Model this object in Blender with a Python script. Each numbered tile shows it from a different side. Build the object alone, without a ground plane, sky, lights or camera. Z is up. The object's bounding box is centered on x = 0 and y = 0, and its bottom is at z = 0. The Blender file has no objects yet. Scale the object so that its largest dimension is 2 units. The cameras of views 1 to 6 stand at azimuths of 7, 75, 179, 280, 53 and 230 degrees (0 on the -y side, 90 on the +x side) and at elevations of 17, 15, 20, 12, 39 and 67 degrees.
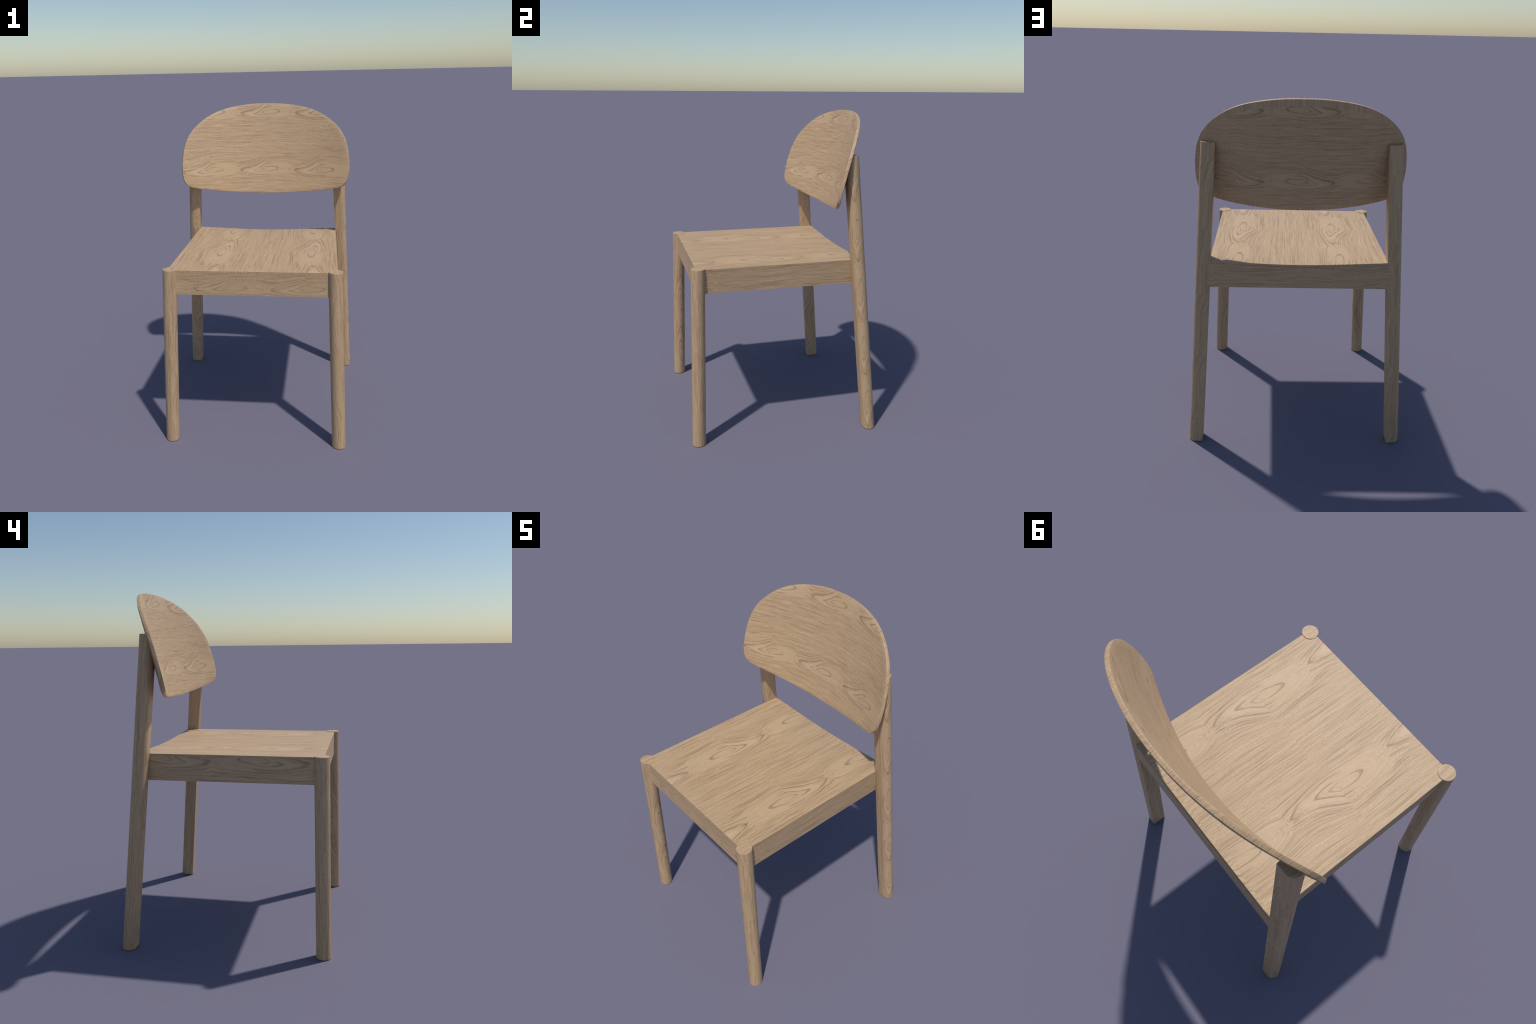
"""Solid-oak dining chair: two splayed round front legs, two raked D-section back legs,
a dished seat panel on four aprons and a bent, tilted shell backrest."""
import bpy, math
from mathutils import Vector

# ----------------------------------------------------------------------------- wood material
LIGHT = (0.590, 0.415, 0.246, 1)
MID = (0.458, 0.304, 0.170, 1)
DARK = (0.248, 0.146, 0.078, 1)
CORE = (0.590, 0.445, 0.300, 1)


class Net:
    """Small helper that writes math chains into a node tree."""
    def __init__(self, tree):
        self.t = tree

    def _set(self, sock, v):
        if isinstance(v, bpy.types.NodeSocket):
            self.t.links.new(v, sock)
        else:
            sock.default_value = v

    def m(self, op, a, b=None, c=None, clamp=False):
        n = self.t.nodes.new("ShaderNodeMath")
        n.operation = op
        n.use_clamp = clamp
        for i, v in enumerate((a, b, c)):
            if v is not None:
                self._set(n.inputs[i], v)
        return n.outputs[0]

    def vec(self, x, y, z):
        n = self.t.nodes.new("ShaderNodeCombineXYZ")
        for i, v in enumerate((x, y, z)):
            self._set(n.inputs[i], v)
        return n.outputs[0]

    def noise(self, v, scale=1.0, detail=3.0, rough=0.55):
        n = self.t.nodes.new("ShaderNodeTexNoise")
        self.t.links.new(v, n.inputs["Vector"])
        n.inputs["Scale"].default_value = scale
        n.inputs["Detail"].default_value = detail
        n.inputs["Roughness"].default_value = rough
        return n.outputs["Fac"]

    def remap(self, v, a, b, c=0.0, d=1.0, smooth=True):
        n = self.t.nodes.new("ShaderNodeMapRange")
        n.interpolation_type = "SMOOTHSTEP" if smooth else "LINEAR"
        self._set(n.inputs["Value"], v)
        for k, x in zip(("From Min", "From Max", "To Min", "To Max"), (a, b, c, d)):
            n.inputs[k].default_value = x
        return n.outputs["Result"]

    def mix(self, f, a, b):
        n = self.t.nodes.new("ShaderNodeMix")
        n.data_type = "RGBA"
        self._set(n.inputs["Factor"], f)
        for name, v in (("A", a), ("B", b)):
            s = [i for i in n.inputs if i.name == name and i.type == "RGBA"][0]
            self._set(s, v)
        return [o for o in n.outputs if o.type == "RGBA"][0]


def oak(name, along, across, tile, seam=0.0, row=0.0, flip=1, vflip=1, seed=0.0, figure=1.0, squash=1.0, leg=None):
    """Plain-sawn oak.  along/across: object axes of the grain and of the ring pattern.
    tile: repeat of the cathedral figure in metres.  seam/row: where a figure sits, in metres.
    leg: (x0, y0, dx/dz, dy/dz, radius, angle) wraps the board round a leg axis instead."""
    mat = bpy.data.materials.new(name)
    mat.use_nodes = True
    t = mat.node_tree
    N = Net(t)
    bsdf = t.nodes["Principled BSDF"]
    tc = t.nodes.new("ShaderNodeTexCoord")
    sep = t.nodes.new("ShaderNodeSeparateXYZ")
    t.links.new(tc.outputs["Object"], sep.inputs[0])
    ax = {"x": sep.outputs[0], "y": sep.outputs[1], "z": sep.outputs[2]}
    if leg:
        x0, y0, kx, ky, rad, ang = leg
        lx = N.m("SUBTRACT", N.m("SUBTRACT", ax["x"], x0), N.m("MULTIPLY", ax["z"], kx))
        ly = N.m("SUBTRACT", N.m("SUBTRACT", ax["y"], y0), N.m("MULTIPLY", ax["z"], ky))
        ca, sa = math.cos(ang), math.sin(ang)
        rx = N.m("ADD", N.m("MULTIPLY", lx, ca), N.m("MULTIPLY", ly, sa))
        ry = N.m("SUBTRACT", N.m("MULTIPLY", ly, ca), N.m("MULTIPLY", lx, sa))
        vv = N.m("MULTIPLY", N.m("ARCTAN2", ry, rx), rad)
        uu = ax["z"]
    else:
        uu, vv = ax[along], ax[across]
    U = N.m("MULTIPLY", N.m("SUBTRACT", uu, seam), flip / tile)
    V = N.m("MULTIPLY", N.m("SUBTRACT", vv, row), vflip * squash / tile)
    # gentle wander of the grain
    wob = N.noise(N.vec(N.m("MULTIPLY", U, 1.6), N.m("MULTIPLY", V, 3.0), seed), 1.6, 2, 0.5)
    wob = N.m("MULTIPLY", N.m("SUBTRACT", wob, 0.5), 0.022)
    wob2 = N.noise(N.vec(N.m("MULTIPLY", U, 7.0), N.m("MULTIPLY", V, 16.0), seed + 4), 1.0, 2, 0.5)
    wob = N.m("ADD", wob, N.m("MULTIPLY", N.m("SUBTRACT", wob2, 0.5), 0.011))
    du = N.m("WRAP", U, 0.5, -0.5)
    dv0 = N.m("WRAP", V, 0.66, -0.34)
    left = N.m("LESS_THAN", du, 0.0)
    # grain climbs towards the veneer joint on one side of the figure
    rise = N.m("POWER", N.m("MULTIPLY", left, N.m("ADD", du, 0.5)), 1.7)
    band = N.m("MULTIPLY", N.remap(dv0, -0.05, 0.15), N.remap(dv0, 0.50, 0.16))
    dv = N.m("SUBTRACT", dv0, N.m("MULTIPLY", N.m("MULTIPLY", rise, band), 0.21))
    dv = N.m("SUBTRACT", N.m("ADD", dv, wob), N.m("MULTIPLY", rise, N.remap(N.m("ABSOLUTE", dv0), 0.07, 0.20, 0.0, 0.045)))
    # the figure swings a little across the board
    near = N.m("MULTIPLY", N.remap(dv, -0.30, -0.03), N.remap(dv, 0.30, 0.03))
    dv = N.m("SUBTRACT", dv, N.m("MULTIPLY", N.m("MULTIPLY", N.m("SINE", N.m("MULTIPLY", du, 2 * math.pi)), near), 0.022))
    eu = N.m("SUBTRACT", du, 0.035)
    adv = N.m("DIVIDE", N.m("ABSOLUTE", dv), 0.047)
    # pointed arches on one side, a blunt end on the other, closing smoothly at the repeat
    isl = N.m("LESS_THAN", eu, 0.0)
    pw = N.m("MULTIPLY_ADD", N.m("SINE", N.m("MULTIPLY", du, 2 * math.pi)), 0.32, 1.75)
    run = N.m("DIVIDE", N.m("ABSOLUTE", eu), N.m("MULTIPLY_ADD", isl, 0.0324, 0.215))
    run = N.m("MULTIPLY", run, N.remap(adv, 1.2, 5.5, 1.0, 0.25))      # straight grain away from the figure
    ring = N.m("POWER", N.m("ADD", N.m("POWER", adv, pw), N.m("POWER", run, pw)), N.m("DIVIDE", 1.0, pw))
    side = N.m("MULTIPLY", N.remap(dv, -0.10, 0.10, -1.0, 1.0), 2.3)
    sz = N.m("ADD", side, seed)
    # streaks that follow the rings
    coarse = N.noise(N.vec(N.m("MULTIPLY", U, 0.6), N.m("MULTIPLY", ring, 1.0), sz), 0.9, 2, 0.5)
    mid_ = N.noise(N.vec(N.m("MULTIPLY", U, 0.9), N.m("MULTIPLY", ring, 3.4), sz), 1.5, 2, 0.55)
    fine = N.noise(N.vec(N.m("MULTIPLY", U, 2.6), N.m("MULTIPLY", ring, 11.5), sz), 1.6, 2, 0.6)
    # distinct year rings of the cathedral figure, pale just outside, dark at the edge
    rj = N.m("ADD", ring, N.m("MULTIPLY", N.m("SUBTRACT", N.noise(N.vec(N.m("MULTIPLY", U, 8.0), N.m("MULTIPLY", V, 8.0), seed + 9), 1.0, 2, 0.5), 0.5), 0.30))
    # narrower rings further out
    rj = N.m("ADD", rj, N.m("MULTIPLY", N.m("POWER", N.m("MAXIMUM", N.m("SUBTRACT", rj, 2.0), 0.0), 1.5), 0.45))
    saw = N.m("WRAP", rj, 0.5, -0.5)
    line = N.m("MULTIPLY", N.remap(saw, -0.26, -0.03), N.remap(saw, 0.07, 0.0))
    zone = N.m("MULTIPLY", N.remap(ring, 3.6, 2.2, 0.0, 1.0), N.remap(ring, 0.42, 0.6))
    brk = N.remap(N.noise(N.vec(N.m("MULTIPLY", U, 5.0), N.m("MULTIPLY", V, 12.0), seed + 2), 1.0, 1, 0.5), 0.34, 0.55, 0.25, 1.0)
    # past the blunt end the board is plain: no second closed ring there
    gap = N.m("MULTIPLY", N.remap(eu, 0.0, 0.10), N.m("MULTIPLY", N.remap(ring, 1.15, 1.35), N.remap(adv, 3.2, 1.6)))
    line = N.m("MULTIPLY", line, N.m("SUBTRACT", 1.0, gap))
    gap = N.m("MULTIPLY", gap, N.remap(du, 0.5, 0.36, 0.5, 1.0))
    gap2 = N.m("MULTIPLY", N.m("MULTIPLY", N.remap(ring, 1.15, 1.35), N.remap(adv, 3.2, 1.6)), N.remap(du, -0.5, -0.40, 0.5, 0.0))
    gap = N.m("MAXIMUM", gap, gap2)
    line = N.m("MULTIPLY", N.m("MULTIPLY", line, zone), N.m("MULTIPLY", brk, figure))
    hook = N.m("MULTIPLY", N.m("MULTIPLY", N.remap(ring, 0.30, 0.42), N.remap(ring, 0.50, 0.44)), N.m("MULTIPLY", isl, figure))
    calm = N.m("MULTIPLY", N.m("MAXIMUM", N.remap(ring, 2.3, 1.1), gap), figure)      # the figure itself is calmer and paler
    # open pores: short dashes along the grain
    pv = N.m("SUBTRACT", vv, N.m("MULTIPLY", N.m("SUBTRACT", dv0, dv), tile / squash * (1.0 if vflip > 0 else -1.0)))
    pores = N.noise(N.vec(N.m("MULTIPLY", uu, 75.0), N.m("MULTIPLY", pv, 560.0), seed), 1.0, 2, 0.55)
    pores = N.remap(pores, 0.52, 0.68)
    gate = N.remap(coarse, 0.64, 0.40, 0.25, 1.0)
    pores = N.m("MULTIPLY", pores, N.m("MULTIPLY", gate, N.m("MULTIPLY_ADD", calm, -0.6, 1.0)))
    f = N.m("MULTIPLY_ADD", N.m("SUBTRACT", coarse, 0.5), 0.6, 0.5)
    f = N.m("ADD", f, N.m("MULTIPLY", N.m("SUBTRACT", mid_, 0.5), 1.4))
    f = N.m("ADD", f, N.m("MULTIPLY", N.m("SUBTRACT", fine, 0.5), 1.9))
    f = N.m("ADD", N.m("MULTIPLY", N.m("SUBTRACT", f, 0.5), N.m("MULTIPLY_ADD", calm, -0.6, 1.0)), N.m("MULTIPLY_ADD", calm, -0.13, 0.5))
    col = N.mix(N.remap(f, 0.12, 0.70, 0, 1, False), LIGHT, MID)
    col = N.mix(N.remap(f, 0.55, 1.0, 0.0, 0.85), col, DARK)
    halo = N.m("MULTIPLY", N.m("MULTIPLY", N.remap(ring, 1.05, 1.2), N.remap(ring, 1.6, 1.3)), N.m("MULTIPLY", N.m("MULTIPLY", isl, N.remap(eu, -0.05, -0.2)), 0.42 * figure))
    col = N.mix(halo, col, CORE)
    col = N.mix(N.m("MULTIPLY", N.m("MAXIMUM", line, N.m("MULTIPLY", hook, 0.7)), 0.74), col, DARK)
    col = N.mix(N.m("MULTIPLY", pores, 0.68), col, DARK)
    t.links.new(col, bsdf.inputs["Base Color"])
    bsdf.inputs["Roughness"].default_value = 0.54
    bsdf.inputs["Specular IOR Level"].default_value = 0.5
    bump = t.nodes.new("ShaderNodeBump")
    bump.inputs["Strength"].default_value = 0.10
    bump.inputs["Distance"].default_value = 0.001
    t.links.new(N.m("SUBTRACT", fine, N.m("MULTIPLY", pores, 0.68)), bump.inputs["Height"])
    t.links.new(bump.outputs["Normal"], bsdf.inputs["Normal"])
    return mat


# ----------------------------------------------------------------------------- mesh helpers
def make(name, verts, faces, mats, face_mat=None, sharp=35, parent=None):
    me = bpy.data.meshes.new(name)
    me.from_pydata([tuple(v) for v in verts], [], faces)
    me.validate()
    for m in mats:
        me.materials.append(m)
    if face_mat:
        me.polygons.foreach_set("material_index", face_mat)
    me.shade_smooth()
    import bmesh
    bm = bmesh.new()
    bm.from_mesh(me)
    bmesh.ops.recalc_face_normals(bm, faces=bm.faces)
    bm.to_mesh(me)
    bm.free()
    me.set_sharp_from_angle(angle=math.radians(sharp))
    ob = bpy.data.objects.new(name, me)
    bpy.context.scene.collection.objects.link(ob)
    ob.parent = parent
    return ob


def skin(rings, side_mat=0, cap_mat=0, closed=True):
    """Faces between successive rings of equal length, capped at both ends."""
    n = len(rings[0])
    verts = [v for r in rings for v in r]
    faces, fm = [], []
    for k in range(len(rings) - 1):
        for i in range(n):
            j = (i + 1) % n
            faces.append((k * n + i, k * n + j, (k + 1) * n + j, (k + 1) * n + i))
            fm.append(side_mat)
    faces.append(tuple(range(n))[::-1]); fm.append(cap_mat)
    faces.append(tuple(range((len(rings) - 1) * n, len(rings) * n))); fm.append(cap_mat)
    return verts, faces, fm


def smooth(a, b, x):
    x = min(1, max(0, (x - a) / (b - a)))
    return x * x * (3 - 2 * x)


# ----------------------------------------------------------------------------- sizes (metres)
SEAT_X, SEAT_FRONT, SEAT_TOP = 0.495, -0.5385, 1.1165
APRON_BOTTOM, PANEL = 0.967, 0.0145
LEG_R = 0.0415
FRONT_FOOT, FRONT_HEAD = Vector((0.5215, -0.5515, 0)), Vector((0.482, -0.527, 1.1195))
BACK_TOP_Z = 1.757
BACK_R, BACK_STRAIGHT = 0.0400, 0.0400


def back_leg_inner(z):          # x of the flat inner face
    return 0.5500 + (0.4570 - 0.5500) * z / BACK_TOP_Z


def back_leg_rear(z):           # y of the rearmost line
    return 0.5920 + (0.4385 - 0.5920) * z / BACK_TOP_Z


# backrest: part of a cylinder, tipped backwards
TILT, RADIUS, REST_Y, REST_Z = math.radians(14.1), 1.325, 0.4340, 1.55
AXIS = Vector((0, math.sin(TILT), math.cos(TILT)))
OUTN = Vector((0, math.cos(TILT), -math.sin(TILT)))
BASE = Vector((0, REST_Y, REST_Z))


def rest_point(x, t, depth):
    phi = math.asin(max(-1, min(1, x / RADIUS)))
    r = RADIUS + depth
    return BASE + AXIS * t + Vector((1, 0, 0)) * (r * math.sin(phi)) + OUTN * (r * math.cos(phi) - RADIUS)


def rest_surface_y(x, z, depth):
    """y of the backrest's shell at a given x and height."""
    y = REST_Y
    for _ in range(12):
        t = (Vector((0, y, z)) - BASE).dot(AXIS)
        r = RADIUS + depth
        off = math.sqrt(r * r - x * x) - RADIUS
        y = (BASE + AXIS * t + OUTN * off).y + (z - (BASE + AXIS * t + OUTN * off).z) * math.tan(TILT)
    return y


# ----------------------------------------------------------------------------- chair
chair = bpy.data.objects.new("dining_chair", None)
bpy.context.scene.collection.objects.link(chair)
chair["label"] = "pale oak dining chair with curved rounded backrest"
chair["category"] = "chair"

# --- front legs: round, splayed, tops flush with the seat
cap_wood = oak("oak_leg_end", "y", "x", 0.40, seed=11, figure=0.0)
for sx, nm in ((-1, "front_leg"), (1, "front_leg")):
    foot = Vector((sx * FRONT_FOOT.x, FRONT_FOOT.y, 0))
    head = Vector((sx * FRONT_HEAD.x, FRONT_HEAD.y, FRONT_HEAD.z))
    d = (head - foot) / head.z
    prof = [(0.0, LEG_R - 0.0008), (0.001, LEG_R), (0.004, LEG_R)]
    prof += [(0.004 + (head.z - 0.0075) * k / 10, LEG_R) for k in range(1, 11)]
    prof += [(head.z - 0.0012, LEG_R), (head.z, LEG_R - 0.0012)]
    rings = []
    for z, r in prof:
        c = foot + d * z
        rings.append([Vector((c.x + r * math.cos(2 * math.pi * i / 64), c.y + r * math.sin(2 * math.pi * i / 64), z)) for i in range(64)])
    v, f, fm = skin(rings, 0, 1)
    wood = oak("oak_front_leg", "z", "x", 0.42, seam=0.62 if sx < 0 else 0.2, row=0.0,
               flip=-1, seed=3.0 + sx, figure=0.75, leg=(foot.x, foot.y, d.x, d.y, LEG_R, 0.25 if sx < 0 else 2.6))
    make(nm, v, f, [wood, cap_wood], fm, parent=chair)

# --- back legs: D section, flat side inwards, raked; heads let into the backrest
for sx in (-1, 1):
    zs = [0.0, 0.0012, 0.004] + [0.004 + (BACK_TOP_Z - 0.006) * k / 70 for k in range(1, 71)] + [BACK_TOP_Z - 0.0006, BACK_TOP_Z]
    ins = {0: 0.0008, 1: 0.0, len(zs) - 1: 0.0006}
    rings = []
    for k, z in enumerate(zs):
        e = ins.get(k, 0.0)
        xi, yr = back_leg_inner(z), back_leg_rear(z)
        cx, cy = xi + BACK_STRAIGHT, yr - BACK_R
        r = BACK_R - e
        ring = []
        for i in range(33):                              # round outer half
            a = -math.pi / 2 + math.pi * i / 32
            ring.append((cx + r * math.cos(a), cy + r * math.sin(a)))
        for q in (0.7, 0.4, 0.08):                        # flat rear side
            ring.append((xi + e + (cx - xi - e) * q, cy + r))
        c = 0.0025                                        # eased corners of the inner face
        ring.append((xi + e + c * 0.3, cy + r - c * 0.3))
        for q in (0.92, 0.6, 0.2, -0.2, -0.6, -0.92):
            ring.append((xi + e, cy + r * q))
        ring.append((xi + e + c * 0.3, cy - r + c * 0.3))
        for q in (0.08, 0.4, 0.7):
            ring.append((xi + e + (cx - xi - e) * q, cy - r))
        out = []
        for x, y in ring:
            if z > 1.3:                                   # housed into the back of the shell
                y = max(y, rest_surface_y(x, z, 0.012))
            out.append(Vector((sx * x, y, z)))
        rings.append(out)
    v, f, fm = skin(rings, 0, 1)
    kx, ky = sx * (0.4570 - 0.55) / BACK_TOP_Z, (0.4385 - 0.5920) / BACK_TOP_Z
    wood = oak("oak_back_leg", "z", "x", 0.37, seam=1.29 if sx > 0 else 0.86, flip=1, seed=7.0 + sx, figure=0.75,
               leg=(sx * 0.589, 0.549, kx, ky, 0.043, -0.25 if sx > 0 else -1.2))
    make("back_leg", v, f, [wood, cap_wood], fm, parent=chair)


# --- seat: thin dished panel over four aprons
def seat_drop(x, y):
    u = min(1, abs(x) / 0.49)
    across = 0.5 * math.cos(u * math.pi / 2) ** 2 + 0.5 * (1 - u * u)
    along = min(1, max(0, (y - SEAT_FRONT) / (0.495 - SEAT_FRONT)))
    return 0.0170 * across * along ** 0.95


def seat_rear(z):
    return back_leg_rear(z) - 0.0005


NX, NY = 48, 40
EASE = 0.0012
xs = [-SEAT_X - 0.0006, -SEAT_X - 0.0006 + EASE] + [(-SEAT_X + 0.01) + (2 * SEAT_X - 0.02) * i / NX for i in range(NX + 1)] + [SEAT_X + 0.0006 - EASE, SEAT_X + 0.0006]
rear_y = 0.4935
ys = [SEAT_FRONT - 0.0006, SEAT_FRONT - 0.0006 + EASE] + [SEAT_FRONT + 0.01 + (rear_y - SEAT_FRONT - 0.02) * j / NY for j in range(NY + 1)] + [rear_y - EASE, rear_y]
verts, faces, fm = [], [], []
W, H = len(xs), len(ys)
for top in (1, 0):
    for j, y in enumerate(ys):
        for i, x in enumerate(xs):
            edge = i in (0, W - 1) or j in (0, H - 1)
            z = SEAT_TOP - seat_drop(x, y)
            z += (-EASE if edge else 0) if top else -PANEL
            verts.append((x, y, z))
for j in range(H - 1):
    for i in range(W - 1):
        a = j * W + i
        faces.append((a, a + 1, a + W + 1, a + W)); fm.append(0)
        b = a + W * H
        faces.append((b, b + W, b + W + 1, b + 1)); fm.append(0)
loop = [i for i in range(W)] + [j * W + W - 1 for j in range(1, H)] + [(H - 1) * W + i for i in range(W - 2, -1, -1)] + [j * W for j in range(H - 2, 0, -1)]
for k, a in enumerate(loop):
    b = loop[(k + 1) % len(loop)]
    faces.append((a, a + W * H, b + W * H, b)); fm.append(1 if abs(verts[a][0] - verts[b][0]) > 1e-6 else 2)
seat_wood = oak("oak_seat", "y", "x", 0.572, seam=-0.095, row=0.348, flip=-1, vflip=-1, seed=1.0)
end_wood = oak("oak_seat_end_grain", "z", "x", 0.30, seed=5.0, figure=0.0)
side_wood = oak("oak_seat_side", "y", "z", 0.54, seam=0.1, row=0.82, seed=27)
seat = make("seat", verts, faces, [seat_wood, end_wood, side_wood], fm, sharp=30, parent=chair)


def apron(name, x0, x1, y_out, y_in, wood, nx=40, drop=False, slope=None):
    """Board running along x (or along y when its corners say so), top following the panel."""
    verts, faces = [], []
    for k in range(nx + 1):
        q = k / nx
        x = x0 + (x1 - x0) * q
        for (yo, z) in ((y_out, APRON_BOTTOM), (y_out, None), (y_in, None), (y_in, APRON_BOTTOM)):
            y = yo
            zz = SEAT_TOP - PANEL + 0.001 - seat_drop(x, yo) if z is None else z
            if slope and yo == y_out:
                y = slope(zz)
            verts.append((x, y, zz))
    for k in range(nx):
        for a in range(4):
            b = (a + 1) % 4
            faces.append((k * 4 + a, k * 4 + b, k * 4 + 4 + b, k * 4 + 4 + a))
    faces.append((0, 3, 2, 1)); n = nx * 4
    faces.append((n, n + 1, n + 2, n + 3))
    return make(name, verts, faces, [wood], sharp=40, parent=seat)


def side_apron(name, sx, wood, ny=30):
    verts, faces = [], []
    y0, y1 = SEAT_FRONT + 0.012, 0.455
    for k in range(ny + 1):
        y = y0 + (y1 - y0) * k / ny
        for (x, z) in ((SEAT_X, APRON_BOTTOM), (SEAT_X, None), (SEAT_X - 0.045, None), (SEAT_X - 0.045, APRON_BOTTOM)):
            zz = SEAT_TOP - PANEL + 0.001 - seat_drop(x, y) if z is None else z
            verts.append((sx * x, y, zz))
    for k in range(ny):
        for a in range(4):
            b = (a + 1) % 4
            faces.append((k * 4 + a, k * 4 + b, k * 4 + 4 + b, k * 4 + 4 + a))
    faces.append((0, 3, 2, 1)); n = ny * 4
    faces.append((n, n + 1, n + 2, n + 3))
    return make(name, verts, faces, [wood], sharp=40, parent=seat)


apron("front_apron", -0.480, 0.480, SEAT_FRONT, SEAT_FRONT + 0.045,
      oak("oak_front_apron", "x", "z", 0.45, seam=-0.135, row=1.008, seed=21, figure=0.7, squash=1.4))
apron("back_apron", -0.503, 0.503, 0.4935, 0.4935 - 0.045,
      oak("oak_back_apron", "x", "z", 0.45, seam=0.02, row=0.80, seed=23), slope=seat_rear)
side_apron("side_apron", -1, oak("oak_left_apron", "y", "z", 0.54, seam=-0.213, row=1.083, seed=25, figure=0.9, squash=1.1))
side_apron("side_apron", 1, oak("oak_right_apron", "y", "z", 0.54, seam=0.1, row=0.82, seed=27))

# --- backrest: outline in the shell's own x / height coordinates (right half, top to bottom)
HALF = [(0.0, 0.4640), (0.085, 0.4622), (0.185, 0.4490), (0.286, 0.4243), (0.377, 0.3835), (0.4575, 0.3215),
        (0.5193, 0.2460), (0.5545, 0.1580), (0.569, 0.0560), (0.570, 0.0000), (0.5665, -0.0450), (0.555, -0.0920),
        (0.529, -0.1230), (0.463, -0.1385), (0.340, -0.1495), (0.174, -0.1580), (0.0, -0.1610)]
ctrl = [Vector((x, t)) for x, t in HALF] + [Vector((-x, t)) for x, t in HALF[-2:0:-1]]


def catmull(p0, p1, p2, p3, u):
    """centripetal Catmull-Rom"""
    t0 = 0; t1 = t0 + (p1 - p0).length ** 0.5; t2 = t1 + (p2 - p1).length ** 0.5; t3 = t2 + (p3 - p2).length ** 0.5
    t = t1 + (t2 - t1) * u
    a1 = p0 * ((t1 - t) / (t1 - t0)) + p1 * ((t - t0) / (t1 - t0))
    a2 = p1 * ((t2 - t) / (t2 - t1)) + p2 * ((t - t1) / (t2 - t1))
    a3 = p2 * ((t3 - t) / (t3 - t2)) + p3 * ((t - t2) / (t3 - t2))
    b1 = a1 * ((t2 - t) / (t2 - t0)) + a2 * ((t - t0) / (t2 - t0))
    b2 = a2 * ((t3 - t) / (t3 - t1)) + a3 * ((t - t1) / (t3 - t1))
    return b1 * ((t2 - t) / (t2 - t1)) + b2 * ((t - t1) / (t2 - t1))


outline = []
n = len(ctrl)
for i in range(n):
    for k in range(8):
        outline.append(1.0012 * catmull(ctrl[i - 1], ctrl[i], ctrl[(i + 1) % n], ctrl[(i + 2) % n], k / 8))
for _ in range(6):                                        # fair the outline
    outline = [outline[i - 1] * 0.25 + outline[i] * 0.5 + outline[(i + 1) % len(outline)] * 0.25 for i in range(len(outline))]
n = len(outline)
normals = []
for i in range(n):
    d = outline[(i + 1) % n] - outline[i - 1]
    normals.append(Vector((-d.y, d.x)).normalized())
if normals[0].y < 0:
    normals = [-q for q in normals]

EDGE, BODY = 0.0175, 0.0240                               # thickness at the rim and inside


def back_inset(nv):
    return 0.004 + (0.030 if nv.y > 0 else 0.019) * nv.y ** 2


def back_depth(nv):
    return EDGE + back_inset(nv) * 0.19


section = [(0.0022, 0.0), (0.0007, 0.0006), (0.0, 0.0022), (0.0, 0.009), (0.0, EDGE - 0.0006), (0.0006, EDGE)]
core = Vector((0, 0.10))
rings, band = [], []
FR = [0.03, 0.12, 0.24, 0.36, 0.48, 0.6, 0.7, 0.8, 0.88, 0.95]


def ring_at(off, depth):
    ds = depth if isinstance(depth, list) else [depth] * len(off)
    return [rest_point(p.x, p.y, d) for p, d in zip(off, ds)]


front_off = [p - q * section[0][0] for p, q in zip(outline, normals)]
for s in FR:
    rings.append(ring_at([core + (p - core) * s for p in front_off], 0.0)); band.append(0)
for ins, dep in section:
    rings.append(ring_at([p - q * ins for p, q in zip(outline, normals)], dep)); band.append(1)
for q_ in (0.35, 0.7, 1.0):
    off = [p - q * (0.0006 + (back_inset(q) - 0.0006) * q_) for p, q in zip(outline, normals)]
    rings.append(ring_at(off, [EDGE + (back_depth(q) - EDGE) * q_ for q in normals])); band.append(1)
back_off = [p - q * back_inset(q) for p, q in zip(outline, normals)]
for s in FR[::-1]:
    rings.append(ring_at([core + (p - core) * s for p in back_off], [BODY - (BODY - back_depth(q)) * s ** 2 for q in normals])); band.append(0)
v, f, fm = skin(rings, 0, 0)
for k in range(len(rings) - 1):
    if band[k] == 1 and band[k + 1] == 1:
        for i in range(n):
            fm[k * n + i] = 1
rest_wood = oak("oak_backrest", "x", "z", 0.385, seam=-0.005, row=1.553, seed=31)
rest_edge = oak("oak_backrest_edge", "y", "x", 0.30, seed=33, figure=0.0)
make("backrest", v, f, [rest_wood, rest_edge], fm, sharp=28, parent=chair)
